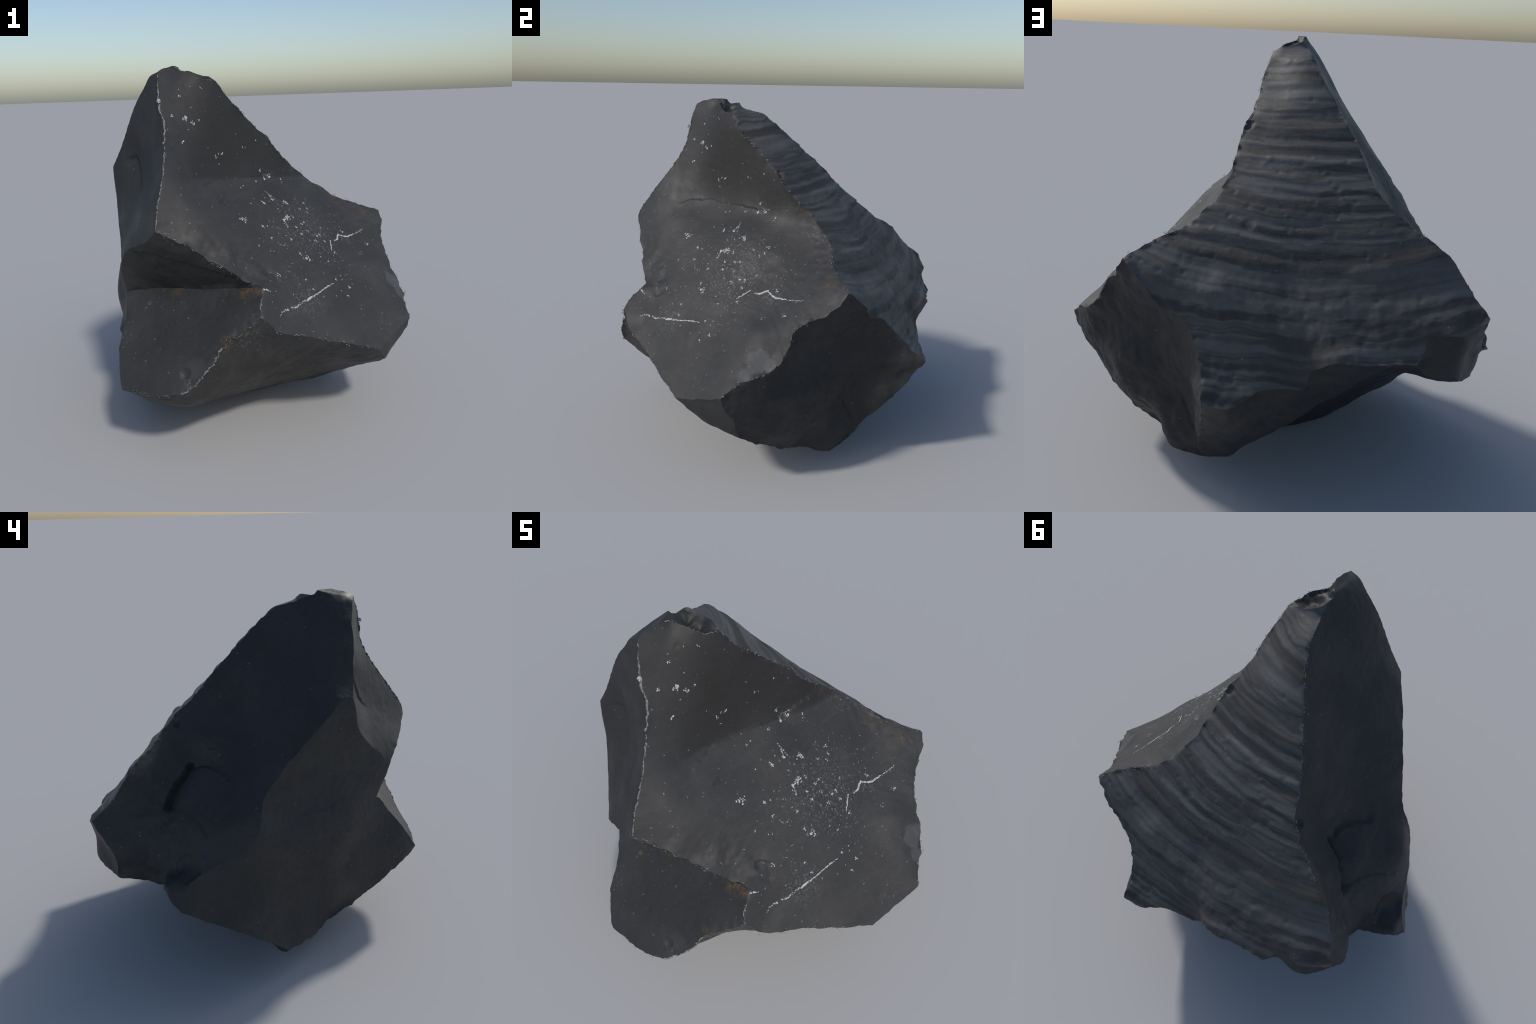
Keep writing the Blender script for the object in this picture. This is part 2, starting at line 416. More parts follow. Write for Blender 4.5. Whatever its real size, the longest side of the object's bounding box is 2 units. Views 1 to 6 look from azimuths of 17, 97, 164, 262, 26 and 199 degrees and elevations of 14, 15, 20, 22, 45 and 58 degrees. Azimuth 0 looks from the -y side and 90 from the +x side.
    if name == 'spine_face':
        h += .0025 * noise_field(P, 6, 3, 1.9) + .001 * noise_field(P, 30, 3, 4.9)
        crack = [(-.545, -.452, 1.495), (-.485, -.468, 1.530), (-.458, -.470, 1.543), (-.408, -.486, 1.560),
                 (-.391, -.501, 1.524), (-.377, -.516, 1.491), (-.364, -.536, 1.451), (-.351, -.571, 1.391), (-.340, -.610, 1.330)]
        h += step_crack(uvf, q, crack, -.009, .06, SPINE_SIDE, .2)
        return h * smooth(d / .02)
    if name == 'block_face':
        h += .0025 * noise_field(P, 6, 3, 1.9) + .001 * noise_field(P, 30, 3, 4.9)
        h += scoop(P, (-.004, -.938, .555), .028, .012)
        for i in np.random.default_rng(9).choice(len(P), 40):
            h += scoop(P, P[i], .009, .003)
        return h * smooth(d / .02)
    if name == 'undercut':
        ledge = [(-.330, -.780, 1.120), (-.208, -.770, 1.120), (-.120, -.760, 1.090), (-.040, -.755, 1.060),
                 (.060, -.752, 1.030), (.160, -.740, .995), (.240, -.725, .965)]
        h += step_crack(uvf, q, ledge, -.020, .07, UNDER_SIDE, .1)
        h += .004 * noise_field(P, 9, 4, 3.0)
        return h * edge
    if name == 'summit_notch':
        return (.016 * shards(P, 13, 5.0) + .004 * noise_field(P, 30, 3, 3.0)) * smooth(d / .012)
    if name in ('base_face', 'rear_base_face'):
        h += .008 * noise_field(P, 5, 3, 3.9) + .003 * noise_field(P, 24, 3, 5.3)
        if name == 'base_face':
            chips = polyline_fade(P, R['block_chipped'][0], .06)
            h += chips * (.012 * shards(P, 15, 1.3) + .004 * noise_field(P, 40, 3, 1.3))
        return h * edge
    if name == 'outer_face':
        h += .004 * noise_field(P, 4, 4, 1.9) + .0015 * noise_field(P, 26, 3, 4.9)
        arc = [(-.760, .080, .960), (-.690, -.080, .900), (-.610, -.270, .900), (-.520, -.480, .960)]
        h += step_crack(uvf, q, arc, -.004, .08, OUTER_SIDE, .3)
        for i in np.random.default_rng(14).choice(len(P), 50):
            h += scoop(P, P[i], .009, .003)
        return h * edge
    h += .004 * noise_field(P, 9, 4, 3.0)
    return h * edge

DARK_SIDE, DARK_SIDE2, BROAD_SIDE, SPINE_SIDE, OUTER_SIDE, UNDER_SIDE = 1, 1, -1, -1, 1, -1

# ----------------------------------------------------------------------------
# 6. span every face
# ----------------------------------------------------------------------------
tris, tri_face = [], []
for fi, (name, F) in enumerate(FACES.items()):
    loop = []
    segs = [(s.lstrip('-'), s.startswith('-')) for s in F['loop']]
    # orient ridges head to tail
    first, rev = segs[0]
    ids = [RID[k][::-1] if r else RID[k] for k, r in segs]
    # automatic orientation: choose direction so that ends meet
    chain = None
    for flip0 in (False, True):
        cur = ids[0][::-1] if flip0 else list(ids[0])
        ok = True
        for nxt in ids[1:]:
            if nxt[0] == cur[-1]:
                cur = cur + list(nxt[1:])
            elif nxt[-1] == cur[-1]:
                cur = cur + list(nxt[::-1][1:])
            else:
                ok = False
                break
        if ok and cur[0] == cur[-1]:
            chain = cur[:-1]
            break
    assert chain, 'face loop does not close: ' + name
    B = np.array([verts[i] for i in chain])
    nrm = np.zeros(3)
    for i in range(len(B)):
        nrm += np.cross(B[i - 1], B[i])
    nrm /= np.linalg.norm(nrm)
    cen = B.mean(0)
    if nrm @ (cen - np.array((0, 0, .85))) < 0:
        nrm = -nrm
    ex = np.cross((0, 0, 1.0), nrm)
    ex = ex / np.linalg.norm(ex) if np.linalg.norm(ex) > .05 else np.array((1., 0, 0))
    ey = np.cross(nrm, ex)
    uvf = lambda p, cen=cen, ex=ex, ey=ey: np.array(((np.asarray(p) - cen) @ ex, (np.asarray(p) - cen) @ ey)).T
    bu = np.c_[(B - cen) @ ex, (B - cen) @ ey]
    bh = (B - cen) @ nrm
    G = grid_inside(bu, STEP)
    G = G + rng.uniform(-.18, .18, G.shape) * STEP
    kd = KDTree(len(bu))
    for i, p in enumerate(bu):
        kd.insert((p[0], p[1], 0), i)
    kd.balance()
    near = [kd.find((p[0], p[1], 0)) for p in G.tolist()]
    d = np.array([n[2] for n in near])
    ni = np.array([n[1] for n in near])
    keep = d > STEP * .6
    G, d, ni = G[keep], d[keep], ni[keep]
    # surface spanned between the smooth ridges and the depth hints
    S = np.array([SMOOTH[i] for i in chain])
    su, sh = np.c_[(S - cen) @ ex, (S - cen) @ ey], (S - cen) @ nrm
    H = np.array(F['hints'], float).reshape(-1, 3)
    k = max(1, len(S) // 260)
    cu = np.vstack([su[::k], np.c_[(H - cen) @ ex, (H - cen) @ ey]])
    ch = np.r_[sh[::k], (H - cen) @ nrm]
    lam = np.r_[np.full(len(sh[::k]), 2e-4), np.full(len(H), F.get('soft', 1e-3))]
    w = tps_fit(cu, ch, lam)

    gh = tps_eval(cu, w, G)
    # the raggedness of the ridge dies out inwards
    res = bh - tps_eval(cu, w, bu)
    gh = gh + res[ni] * np.exp(-(d / .016))
    P = cen + G[:, :1] * ex + G[:, 1:] * ey + gh[:, None] * nrm
    P = P + relief(name, P, G, uvf, d)[:, None] * nrm
    base = len(verts)
    verts.extend(list(P))
    gid = list(chain) + list(range(base, base + len(P)))
    allp = [Vector(p) for p in np.vstack([bu, G])]
    nb = len(bu)
    out = delaunay_2d_cdt(allp, [(i, (i + 1) % nb) for i in range(nb)], [], 1, 1e-7)
    ov, oe, of, vo = out[0], out[1], out[2], out[3]
    if len(ov) != len(allp):
        print('WARN', name, 'cdt vertices', len(ov), len(allp))
    remap = [o[0] if o else -1 for o in vo]
    g = np.array([(remap[t[0]], remap[t[1]], remap[t[2]]) for t in of])
    g = g[(g >= 0).all(1)]
    uv_all = np.vstack([bu, G])
    e1, e2 = uv_all[g[:, 1]] - uv_all[g[:, 0]], uv_all[g[:, 2]] - uv_all[g[:, 0]]
    flip = e1[:, 0] * e2[:, 1] - e1[:, 1] * e2[:, 0] < 0
    g[flip] = g[flip][:, ::-1]
    tris.append(np.array(gid)[g])
    tri_face.append(np.full(len(g), fi))

V = np.array(verts)
T = np.vstack(tris)
TF = np.concatenate(tri_face)
print('verts', len(V), 'tris', len(T), 'min', V.min(0), 'max', V.max(0))

# ----------------------------------------------------------------------------
# 7. normals shared over gentle borders, crisp over ridges
# ----------------------------------------------------------------------------
fn = np.cross(V[T[:, 1]] - V[T[:, 0]], V[T[:, 2]] - V[T[:, 0]])
area = np.linalg.norm(fn, axis=1)
fu = fn / np.maximum(area, 1e-12)[:, None]
acc = np.zeros_like(V)
for c in range(3):
    np.add.at(acc, T[:, c], fn)
acc /= np.maximum(np.linalg.norm(acc, axis=1), 1e-12)[:, None]
corner_n = acc[T]
on_ridge = np.zeros(len(V), bool)
on_ridge[:NRIDGE] = True
around = {}
for i, c in zip(*np.where(on_ridge[T])):
    around.setdefault(T[i, c], []).append((i, c))
lim = math.cos(math.radians(38))
for v, fc in around.items():
    fs = np.array([f for f, c in fc])
    C = fu[fs] @ fu[fs].T
    M = (C > lim) * area[fs][None]
    Nn = M @ fu[fs]
    Nn /= np.maximum(np.linalg.norm(Nn, axis=1), 1e-12)[:, None]
    for (f, c), nv in zip(fc, Nn):
        corner_n[f, c] = nv

# ----------------------------------------------------------------------------
# 8. materials
# ----------------------------------------------------------------------------
class Nodes:
    """tiny helper to wire node trees"""
    def __init__(self, name):
        self.mat = bpy.data.materials.new(name)
        self.mat.use_nodes = True
        self.nt = self.mat.node_tree
        self.bsdf = self.nt.nodes['Principled BSDF']
        self.co = self.nt.nodes.new('ShaderNodeTexCoord').outputs['Object']
    def node(self, kind, ins=None, **kw):
        n = self.nt.nodes.new(kind)
        for k, v in kw.items():
            setattr(n, k, v)
        for k, v in (ins or {}).items():
            if isinstance(v, bpy.types.NodeSocket):
                self.nt.links.new(v, n.inputs[k])
            else:
                n.inputs[k].default_value = v
        return n
    def math(self, op, a, b=0.0, clamp=False):
        return self.node('ShaderNodeMath', {0: a, 1: b}, operation=op, use_clamp=clamp).outputs[0]
    def noise(self, scale, detail=4.0, rough=.55, vec=None, distortion=0.0):
        return self.node('ShaderNodeTexNoise', {'Vector': vec or self.co, 'Scale': scale, 'Detail': detail,
                         'Roughness': rough, 'Distortion': distortion}).outputs['Fac']
    def ramp01(self, x, lo, hi):
        return self.node('ShaderNodeMapRange', {'Value': x, 'From Min': lo, 'From Max': hi, 'To Min': 0.0, 'To Max': 1.0},
                         interpolation_type='SMOOTHSTEP').outputs[0]
    def mix(self, fac, a, b):
        n = self.node('ShaderNodeMix', data_type='RGBA')
        for sock, v in ((n.inputs['Factor'], fac), (n.inputs[6], a), (n.inputs[7], b)):
            if isinstance(v, bpy.types.NodeSocket):
                self.nt.links.new(v, sock)
            else:
                sock.default_value = v if not isinstance(v, tuple) else (*v, 1.0)
        return n.outputs[2]
    def near(self, centre, r0, r1):
        """1 inside radius r0 of a point, 0 beyond r1, with a ragged outline"""
        d = self.node('ShaderNodeVectorMath', {0: self.co, 1: centre}, operation='DISTANCE').outputs['Value']
        d = self.math('ADD', d, self.math('MULTIPLY', self.math('SUBTRACT', self.noise(28, 3), .5), .6 * r1))
        return self.ramp01(d, r1, r0)
    def scaled(self, sx, sy, sz, rot=(0, 0, 0)):
        return self.node('ShaderNodeMapping', {'Vector': self.co, 'Scale': (sx, sy, sz), 'Rotation': rot}).outputs['Vector']

def stone(name, dark, light, rough=.5, grain=.25, specks=.0, streak=None, streak_amount=.25,
          dust=(), rust=(), pale=(), scoop_tone=False, bands=False, rings=False):
    n = Nodes(name)
    # slow mottling of the glass
    col = n.mix(n.ramp01(n.noise(3.2, 6), .34, .66), dark, light)
    # fine cloudy grain
    g = n.ramp01(n.noise(34, 5, .65), .35, .75)
    col = n.mix(n.math('MULTIPLY', g, .15), col, tuple(c * 1.45 for c in light))
    # dark smudges
    sm = n.ramp01(n.noise(11, 4, .6), .60, .74)
    col = n.mix(n.math('MULTIPLY', sm, .45), col, tuple(c * .62 for c in dark))
    if streak:
        v = n.scaled(*streak)
        st = n.ramp01(n.noise(5.0, 5, .6, v, .6), .50, .68)
        col = n.mix(n.math('MULTIPLY', st, streak_amount), col, tuple(c * 1.55 for c in light))
        st2 = n.ramp01(n.noise(16.0, 3, .6, v, .4), .56, .66)
        col = n.mix(n.math('MULTIPLY', st2, streak_amount * .6), col, tuple(c * 1.5 for c in light))
    if bands:  # brown bands: glass tone plus sky and ground reflections put into colour
        r = n.node('ShaderNodeVectorMath', {0: n.co, 1: (-.30, -.45, 2.40)}, operation='DISTANCE').outputs['Value']
        r = n.math('ADD', r, n.math('MULTIPLY', n.noise(2.4, 4), .16))
        v = n.node('ShaderNodeCombineXYZ', {0: n.math('MULTIPLY', r, 15.0), 1: n.math('MULTIPLY', n.noise(1.5, 1), 1.5)}).outputs[0]
        bd = n.ramp01(n.noise(1.0, 4, .55, v), .43, .58)
        col = n.mix(n.math('MULTIPLY', bd, .85), col, (.0300, .0287, .0268))
    if rings:
        # faint flow lines sweeping across the face in arcs
        r = n.node('ShaderNodeVectorMath', {0: n.co, 1: (.90, -.50, .60)}, operation='DISTANCE').outputs['Value']
        r = n.math('ADD', r, n.math('MULTIPLY', n.noise(3, 2), .10))
        v = n.node('ShaderNodeCombineXYZ', {0: n.math('MULTIPLY', r, 34.0)}).outputs[0]
        line = n.ramp01(n.noise(1.0, 4, .7, v), .52, .70)
        zone = n.math('MULTIPLY', n.ramp01(r, .74, .82), n.ramp01(r, 1.02, .90))
        col = n.mix(n.math('MULTIPLY', n.math('MULTIPLY', line, zone), .55), col, (.052, .052, .053))
    if scoop_tone:
        # the upper scoop is darker and browner; it ends along the curved step
        z = n.node('ShaderNodeVectorMath', {0: n.co, 1: (.02, .09, 1.0)}, operation='DOT_PRODUCT').outputs['Value']
        z = n.math('ADD', z, n.math('MULTIPLY', n.math('SUBTRACT', n.noise(9, 4), .5), .03))
        up = n.ramp01(z, 1.372, 1.398)
        x = n.node('ShaderNodeVectorMath', {0: n.co, 1: (.80, .55, -.1)}, operation='DOT_PRODUCT').outputs['Value']
        up = n.math('MULTIPLY', up, n.ramp01(n.math('ADD', x, n.math('MULTIPLY', n.noise(4, 3), .12)), -.62, -.30))
        col = n.mix(n.math('MULTIPLY', up, .62), col, (.0118, .0112, .0107))
        # low corner beyond the fold is brownish too
    for c, r0, r1, k in pale:
        col = n.mix(n.math('MULTIPLY', n.near(c, r0, r1), k), col, (.085, .086, .09))
    if specks:
        v = n.node('ShaderNodeTexVoronoi', {'Vector': n.co, 'Scale': 42.0, 'Randomness': 1.0})
        size = n.ramp01(v.outputs['Distance'], .26, .12)
        sel = n.node('ShaderNodeSeparateColor', {'Color': v.outputs['Color']}).outputs[0]
        keep = n.ramp01(sel, 1 - specks, 1 - specks + .02)
        col = n.mix(n.math('MULTIPLY', n.math('MULTIPLY', size, keep), .55), col, (.16, .16, .165))
        v = n.node('ShaderNodeTexVoronoi', {'Vector': n.co, 'Scale': 110.0, 'Randomness': 1.0})
        size = n.ramp01(v.outputs['Distance'], .30, .15)
        sel = n.node('ShaderNodeSeparateColor', {'Color': v.outputs['Color']}).outputs[1]
        keep = n.ramp01(sel, 1 - specks * .8, 1 - specks * .8 + .02)
        col = n.mix(n.math('MULTIPLY', n.math('MULTIPLY', size, keep), .5), col, (.17, .17, .17))
    for c, r0, r1, k in dust:
        m = n.math('MULTIPLY', n.near(c, r0, r1), n.ramp01(n.noise(85, 4, .75), .52, .68))
        col = n.mix(n.math('MULTIPLY', m, k), col, (.20, .20, .21))
    for c, r0, r1, k in rust:
        m = n.math('MULTIPLY', n.near(c, r0, r1), n.ramp01(n.noise(55, 4, .7), .38, .62))
        col = n.mix(n.math('MULTIPLY', m, k), col, (.115, .070, .032))
    n.nt.links.new(col, n.bsdf.inputs['Base Color'])
    # gloss varies a little, dust is duller
    ro = n.node('ShaderNodeMapRange', {'Value': n.noise(7, 4), 'From Min': .3, 'From Max': .7, 'To Min': rough - .08,
                                       'To Max': rough + .10}).outputs[0]
    n.nt.links.new(ro, n.bsdf.inputs['Roughness'])
    n.bsdf.inputs['Specular IOR Level'].default_value = .36
    # fine grain and tiny pits
    pit = n.node('ShaderNodeTexVoronoi', {'Vector': n.co, 'Scale': 55.0, 'Randomness': 1.0}).outputs['Distance']
    hh = n.math('ADD', n.math('MULTIPLY', n.noise(70, 6, .6), 1.0), n.math('MULTIPLY', n.ramp01(pit, .05, .22), .35))
    b = n.node('ShaderNodeBump', {'Strength': grain, 'Distance': .004, 'Height': hh})
    n.nt.links.new(b.outputs['Normal'], n.bsdf.inputs['Normal'])
    return n.mat

D, M = (.0245, .0247, .0254), (.0318, .0320, .0328)
DB, MB = (.0235, .0235, .0234), (.0305, .0303, .0299)
flow = (1.0, 1.0, 7.0, (.55, -.35, .5))
MAT = {}
MAT['broad_face'] = stone('broad_fracture_glass', (.0275, .0275, .0281), (.0352, .0352, .0361), .60, .18, .05, flow, .22,
    dust=[((.445, -.155, 1.09), .06, .30, .55), ((.50, -.52, .825), .03, .14, .7), ((.17, -.03, 1.385), .015, .05, .8),
          ((.60, .07, 1.03), .02, .09, .5), ((-.19, -.583, 1.70), .012, .03, .9), ((.33, .27, 1.30), .02, .12, .35)],
    rust=[((.50, .36, 1.20), .02, .10, .30), ((.66, .36, 1.13), .01, .06, .35), ((.25, .20, 1.40), .01, .05, .25)],
    pale=[((.885, .045, .785), .050, .072, .55), ((.935, -.015, .725), .03, .05, .5), ((.905, .105, .780), .03, .05, .5)], rings=True,  # edge chips: lighter stone, plus brightness from their tilt painted in
    scoop_tone=True)
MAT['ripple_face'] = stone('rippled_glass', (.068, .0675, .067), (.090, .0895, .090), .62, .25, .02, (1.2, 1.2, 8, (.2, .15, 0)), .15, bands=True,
    dust=[((.05, .45, 1.22), .1, .45, .20)])
MAT['dark_face'] = stone('smooth_flank_glass', D, M, .52, .16, .03, (2, 2, 2), .10)
MAT['spine_face'] = stone('narrow_facet_glass', D, M, .56, .16, .02, (4, 4, 1, (.2, 0, 0)), .15,
    dust=[((-.302, -.724, 1.255), .02, .06, .5)])
MAT['outer_face'] = stone('outer_facet_glass', DB, MB, .55, .22, .04, (1.2, .6, 7, (.55, 0, 0)), .30)
MAT['undercut'] = stone('undercut_glass', DB, MB, .5, .2, .02, (.8, 1, 7, (0, .1, 0)), .35,
    dust=[((.15, -.76, 1.02), .03, .12, .4)])
MAT['block_face'] = stone('block_facet_glass', D, M, .55, .25, .04, (6, 6, 1.2), .10,
    rust=[((.250, -.716, .928), .02, .075, .85), ((.318, -.735, .925), .01, .045, .6), ((-.292, -.691, .813), .010, .017, .9),
          ((-.306, -.707, .790), .004, .010, .8), ((-.067, -.685, .881), .006, .014, .8), ((-.040, -.695, .873), .006, .014, .7),
          ((.104, -.736, .841), .003, .009, .6), ((.187, -.886, .716), .012, .035, .7), ((-.15, -.665, .890), .01, .06, .35)],
    pale=[((.060, -.925, .575), .035, .070, .18)],
    dust=[((.04, -.95, .51), .02, .06, .5), ((-.38, -.79, .66), .02, .07, .3)])
MAT['base_face'] = stone('under_facet_glass', DB, MB, .55, .3, .04, (7, 1.4, 1.4, (0, 0, .6)), .40,
    rust=[((.187, -.880, .700), .02, .07, .5), ((.250, -.855, .730), .01, .06, .35), ((.66, -.55, .60), .01, .03, .4)],
    dust=[((.30, -.82, .72), .03, .14, .5), ((.60, -.60, .62), .03, .12, .35), ((.80, -.42, .55), .03, .10, .35)])
MAT['rough_face'] = stone('coarse_fracture_shaded_glass', (.0195, .0197, .0203), (.0255, .0256, .0262), .58, .5, .03, None)  # base colour darkened partway towards the baked shade of this face
MAT['other'] = stone('chipped_glass', DB, MB, .5, .3, .03, (1.4, 1.4, 5), .25)

def mineral(name, a, b, rough=.6):
    n = Nodes(name)
    n.nt.links.new(n.mix(n.ramp01(n.noise(120, 3), .35, .65), a, b), n.bsdf.inputs['Base Color'])
    n.bsdf.inputs['Roughness'].default_value = rough
    return n.mat
WHITE = mineral('white_mineral', (.24, .24, .25), (.50, .50, .51))
GREY = mineral('pale_dust', (.10, .10, .105), (.20, .198, .195))

# ----------------------------------------------------------------------------
# 9. the stone: one mesh per fracture face, borders shared
# ----------------------------------------------------------------------------
root = bpy.data.objects.new('obsidian_rock', None)
bpy.context.scene.collection.objects.link(root)
root['label'] = 'large angular chunk of black volcanic glass with rippled fracture face'
root['category'] = 'rock'

def add(ob, parent=root):
    bpy.context.scene.collection.objects.link(ob)
    ob.parent = parent
    return ob

parts = {}
for fi, name in enumerate(FACES):
    sel = np.where(TF == fi)[0]
    used, inv = np.unique(T[sel], return_inverse=True)
    tri = inv.reshape(-1, 3)
    me = bpy.data.meshes.new(name)
    me.from_pydata(V[used].tolist(), [], tri.tolist())
    me.polygons.foreach_set('use_smooth', [True] * len(tri))
    me.update()
    me.normals_split_custom_set(corner_n[sel].reshape(-1, 3).tolist())
    me.materials.append(MAT.get(name, MAT['other']))
    parts[name] = add(bpy.data.objects.new(name, me))

# ----------------------------------------------------------------------------
# 10. white mineral: flecks, veins and the crust along the sharp edges
# ----------------------------------------------------------------------------
NV = acc                                    # vertex normals
tree = KDTree(len(V))
for i, p in enumerate(V.tolist()):
    tree.insert(p, i)
tree.balance()

def icosphere():
    t = (1 + 5 ** .5) / 2
    v = [(-1, t, 0), (1, t, 0), (-1, -t, 0), (1, -t, 0), (0, -1, t), (0, 1, t), (0, -1, -t), (0, 1, -t), (t, 0, -1), (t, 0, 1), (-t, 0, -1), (-t, 0, 1)]
    f = [(0, 11, 5), (0, 5, 1), (0, 1, 7), (0, 7, 10), (0, 10, 11), (1, 5, 9), (5, 11, 4), (11, 10, 2), (10, 7, 6), (7, 1, 8),
         (3, 9, 4), (3, 4, 2), (3, 2, 6), (3, 6, 8), (3, 8, 9), (4, 9, 5), (2, 4, 11), (6, 2, 10), (8, 6, 7), (9, 8, 1)]
    v = [np.array(p) / np.linalg.norm(p) for p in v]
    mid, out = {}, []
    def m(a, b):
        k = (min(a, b), max(a, b))
        if k not in mid:
            p = v[a] + v[b]
            v.append(p / np.linalg.norm(p))
            mid[k] = len(v) - 1
        return mid[k]
    for a, b, c in f:
        x, y, z = m(a, b), m(b, c), m(c, a)
        out += [(a, x, z), (b, y, x), (c, z, y), (x, y, z)]
    return np.array(v), np.array(out)

ICO_V, ICO_F = icosphere()
frng = np.random.default_rng(12)

class Crumbs:
    def __init__(self):
        self.v, self.f, self.n = [], [], 0
    def put(self, p, size, flat=.35, along=None, stretch=1.0, on_surface=True, lift=.15):
        p = np.array(p, float)
        i = tree.find(p.tolist())[1]
        nrm = NV[i]
        if on_surface:
            p = p - nrm * ((p - V[i]) @ nrm)
        a = np.array(along, float) if along is not None else frng.normal(size=3)
        a = a - nrm * (a @ nrm)
        a /= np.linalg.norm(a)
        b = np.cross(nrm, a)
        w = ICO_V * (1 + .55 * (frng.random((len(ICO_V), 1)) - .5))
        w = w[:, :1] * a * size * stretch + w[:, 1:2] * b * size + w[:, 2:] * nrm * size * flat
        self.v.append(p + nrm * size * lift + w)
        self.f.append(ICO_F + self.n)
        self.n += len(ICO_V)
    def build(self, name, mat):
        me = bpy.data.meshes.new(name)
        me.from_pydata(np.vstack(self.v).tolist(), [], np.vstack(self.f).tolist())
        me.materials.append(mat)
        ob = add(bpy.data.objects.new(name, me))
        ob['kind'] = 'stuff'
        return ob

def cluster(crumbs, p, n, spread, size):
    """a fleck is a tight handful of crumbs"""
    for _ in range(n):
        q = np.array(p) + frng.normal(size=3) * spread
        crumbs.put(q, size * frng.uniform(.5, 1.1), .3, stretch=frng.uniform(1, 1.7))

# where the larger flecks sit
LARGE = [(-0.128, -0.463, 1.735), (0.167, -0.025, 1.384), (0.301, -0.138, 1.255), (0.331, -0.234, 1.188),
    (0.329, -0.251, 1.181), (0.336, -0.216, 1.193), (0.474, -0.330, 0.992), (0.172, -0.489, 1.225)]
MEDIUM = [(-0.172, -0.524, 1.753), (-0.124, -0.523, 1.624), (-0.105, -0.438, 1.718), (-0.097, -0.430, 1.707),
    (-0.079, -0.400, 1.721), (-0.158, -0.457, 1.850), (0.005, -0.299, 1.543), (-0.015, -0.345, 1.529),
    (0.145, -0.065, 1.428), (0.135, -0.146, 1.370), (0.159, -0.072, 1.373), (0.249, -0.200, 1.281),
    (0.216, -0.262, 1.276), (0.159, -0.072, 1.372), (0.174, -0.024, 1.376), (0.228, 0.036, 1.355),
    (0.249, -0.200, 1.281), (0.231, -0.180, 1.298), (0.310, -0.128, 1.249), (0.366, -0.068, 1.211),
    (0.373, 0.016, 1.228), (0.402, -0.028, 1.183), (0.398, -0.004, 1.196), (0.407, -0.137, 1.147),
    (0.359, -0.178, 1.184), (0.334, -0.267, 1.168), (0.385, -0.223, 1.138), (0.401, -0.162, 1.141),
    (0.437, -0.168, 1.102), (0.417, -0.231, 1.099), (0.350, -0.271, 1.150), (0.380, -0.325, 1.088),
    (0.251, -0.409, 1.174), (0.216, -0.262, 1.276), (0.479, -0.032, 1.093), (0.486, -0.095, 1.068),
    (0.477, -0.121, 1.071), (0.480, -0.167, 1.053), (0.521, -0.106, 1.032), (0.582, -0.117, 0.975),
    (0.582, 0.090, 1.047), (0.725, 0.146, 0.963), (0.565, -0.230, 0.949), (0.464, -0.340, 0.997),
    (0.434, -0.349, 1.021), (0.616, -0.287, 0.867), (0.684, -0.252, 0.821), (0.486, -0.452, 0.909),
    (0.525, -0.453, 0.862), (0.680, -0.304, 0.788), (0.250, -0.409, 1.175), (0.299, -0.420, 1.117),
    (0.368, -0.558, 0.960)]
SMALL = [(-0.112, -0.463, 1.680), (-0.122, -0.393, 1.897), (-0.078, -0.350, 1.886), (-0.005, -0.321, 1.542),
    (-0.002, -0.334, 1.493), (0.118, -0.051, 1.594), (0.071, -0.150, 1.564), (0.080, -0.131, 1.561),
    (0.047, -0.184, 1.638), (0.051, -0.260, 1.394), (0.094, -0.249, 1.358), (0.087, -0.275, 1.353),
    (0.212, -0.227, 1.293), (0.166, -0.332, 1.279), (0.094, -0.249, 1.359), (0.087, -0.274, 1.352),
    (0.427, -0.126, 1.124), (0.266, -0.381, 1.172), (0.310, -0.335, 1.152), (0.265, -0.340, 1.192),
    (0.166, -0.332, 1.278), (0.297, -0.186, 1.245), (0.287, -0.229, 1.236), (0.496, -0.098, 1.058),
    (0.457, -0.209, 1.065), (0.506, -0.176, 1.025), (0.560, 0.111, 1.073), (0.709, 0.140, 0.970),
    (0.700, 0.029, 0.937), (0.751, 0.207, 0.975), (0.525, -0.246, 0.979), (0.455, -0.314, 1.019),
    (0.454, -0.355, 0.997), (0.299, -0.420, 1.117), (0.342, -0.406, 1.079), (0.360, -0.387, 1.073),
    (0.262, -0.523, 1.100), (0.354, -0.327, 1.113), (0.632, -0.239, 0.879), (0.643, -0.253, 0.861),
    (0.576, -0.433, 0.816), (0.650, -0.309, 0.813), (0.630, -0.367, 0.801), (0.450, -0.580, 0.869),
    (0.464, -0.505, 0.904), (0.410, -0.501, 0.962), (0.266, -0.381, 1.172), (0.262, -0.523, 1.099),
    (0.247, -0.613, 1.054), (0.315, -0.486, 1.063), (0.326, -0.475, 1.059), (0.381, -0.661, 0.906),
    (0.342, -0.629, 0.943)]

fleck = Crumbs()
for p in LARGE:
    cluster(fleck, p, 13, .0080, .0034)
for p in MEDIUM:
    cluster(fleck, p, 6, .0046, .0027)
for p in SMALL:
    cluster(fleck, p, 3, .0026, .0019)
fleck.build('mineral_fleck', WHITE)

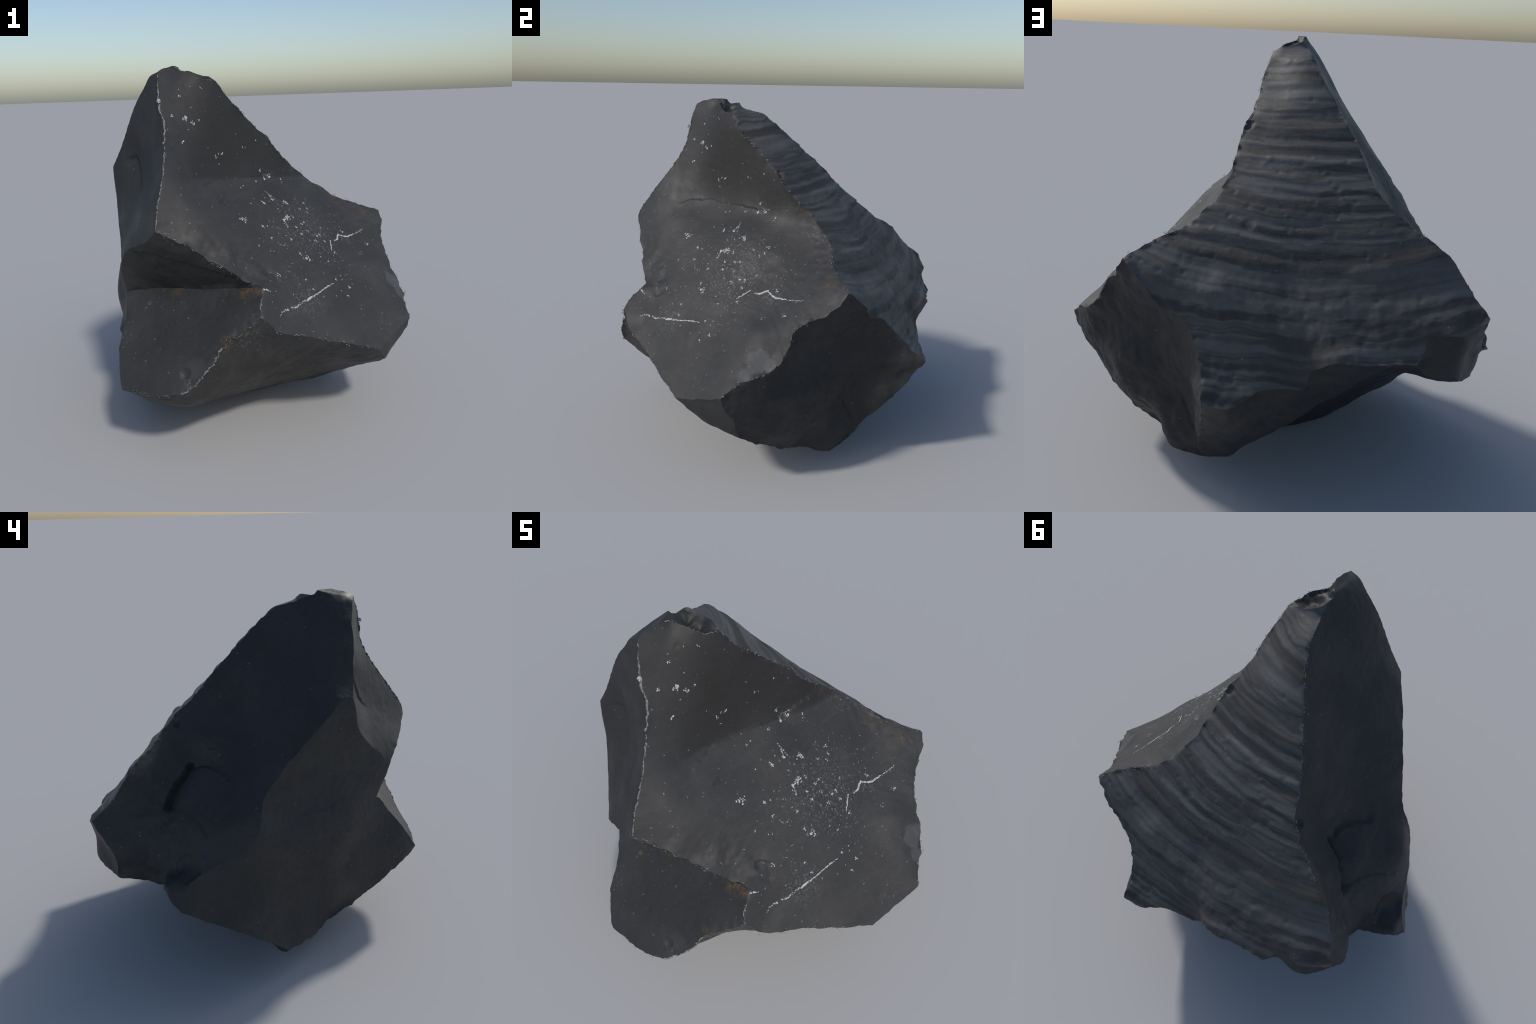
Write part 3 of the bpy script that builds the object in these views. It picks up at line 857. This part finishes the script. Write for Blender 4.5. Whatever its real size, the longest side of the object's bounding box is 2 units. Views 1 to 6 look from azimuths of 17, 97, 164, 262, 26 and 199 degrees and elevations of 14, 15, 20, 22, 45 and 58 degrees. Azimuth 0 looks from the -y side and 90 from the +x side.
# scattered grit, thickest in the middle of the broad face
grit = Crumbs()
bi = list(FACES).index('broad_face')
bv = np.unique(T[TF == bi])
bp = V[bv]
dens = np.exp(-(np.linalg.norm((bp - np.array((.45, -.14, 1.09))) / np.array((1, 1.1, .9)), axis=1) / .22) ** 2) + .06
for i in frng.choice(len(bv), 300, p=dens / dens.sum()):
    grit.put(bp[i], frng.uniform(.0012, .0028), .3, stretch=frng.uniform(1, 2))
for nm, cnt in (('block_face', 30), ('spine_face', 12), ('rough_face', 25), ('outer_face', 25), ('ripple_face', 50), ('dark_face', 45)):
    ii = np.unique(T[TF == list(FACES).index(nm)])
    for i in frng.choice(ii, cnt):
        grit.put(V[i], frng.uniform(.0012, .0026), .3)
grit.build('grit', GREY)

vein = Crumbs()
def run(crumbs, pts, width, step=.0045, jitter=.0014, gaps=.10, stretch=1.9, taper=True):
    line = catmull(pts, step)
    for k, p in enumerate(line):
        if frng.random() < gaps:
            continue
        t = k / max(1, len(line) - 1)
        w = width * (.55 + .45 * math.sin(math.pi * min(1, max(0, t)))) if taper else width
        a = line[min(k + 1, len(line) - 1)] - line[max(k - 1, 0)]
        crumbs.put(p + frng.normal(size=3) * jitter, w * frng.uniform(.4, 1.4), .30, a, stretch * frng.uniform(.7, 1.3))
run(vein, [(.541, -.052, 1.031), (.551, -.088, 1.010), (.563, -.125, .987)], .0034)
run(vein, [(.562, -.027, 1.021), (.570, .003, 1.025), (.568, .025, 1.035), (.569, .046, 1.042)], .0050)
run(vein, [(.569, .040, 1.042), (.593, .066, 1.028), (.613, .089, 1.019), (.626, .118, 1.020), (.640, .146, 1.023)], .0042)
run(vein, [(.640, .146, 1.023), (.659, .182, 1.026), (.681, .233, 1.037)], .0022, gaps=.25)
run(vein, [(.606, -.319, .858), (.583, -.368, .852), (.561, -.417, .844), (.545, -.457, .837)], .0030)
run(vein, [(.545, -.457, .837), (.528, -.493, .832), (.495, -.553, .825)], .0042, jitter=.002)
run(vein, [(.495, -.553, .825), (.465, -.607, .814), (.418, -.676, .808), (.412, -.710, .797)], .0026, jitter=.003, gaps=.25)
run(vein, [(.340, -.730, .935), (.353, -.716, .925), (.364, -.699, .915)], .0036)
run(vein, [(.200, -.167, 1.319), (.224, -.175, 1.303), (.248, -.178, 1.287), (.268, -.176, 1.273)], .0024, gaps=.3)
vein.build('mineral_vein', WHITE)

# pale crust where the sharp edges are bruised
crust = Crumbs()
def edge_crust(name, t0, t1, size, gaps, jitter=.0025):
    ids = RID[name]
    for k in range(int(t0 * len(ids)), int(t1 * len(ids)) - 1):
        if frng.random() < gaps:
            continue
        p, q = V[ids[k]], V[ids[k + 1]]
        for u in (0, .5):
            crumb = p + (q - p) * u + frng.normal(size=3) * jitter
            crust.put(crumb, size * frng.uniform(.35, 1.3), .55, q - p, frng.uniform(1.5, 3.2), False, 0)
edge_crust('spine', .03, .98, .0026, .10, .0012)
edge_crust('spine', .10, .45, .0040, .6, .002)
edge_crust('lip', .1, 1, .0026, .45, .003)
edge_crust('saddle', .0, .50, .0019, .45, .005)
edge_crust('saddle', .50, 1, .0019, .6, .008)
edge_crust('bright_edge', .15, 1, .0020, .55, .006)
edge_crust('block_chipped', .45, 1, .0030, .25, .002)
edge_crust('block_chipped', .0, .5, .0022, .4, .009)
edge_crust('block_right', .1, 1, .0022, .2)
edge_crust('block_bottom', .1, 1, .0018, .5, .004)
edge_crust('brink', .1, 1, .0018, .5, .007)
edge_crust('roof_near', .05, .95, .0016, .5, .008)
edge_crust('dark_edge', .05, .95, .0015, .5, .003)
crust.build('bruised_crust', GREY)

# one loose crystal standing on the spine
crystal = Crumbs()
crystal.put((-.219, -.572, 1.827), .009, .9, (0, 0, 1), 1.2, False, .4)
ob = crystal.build('crystal', WHITE)
del ob['kind']
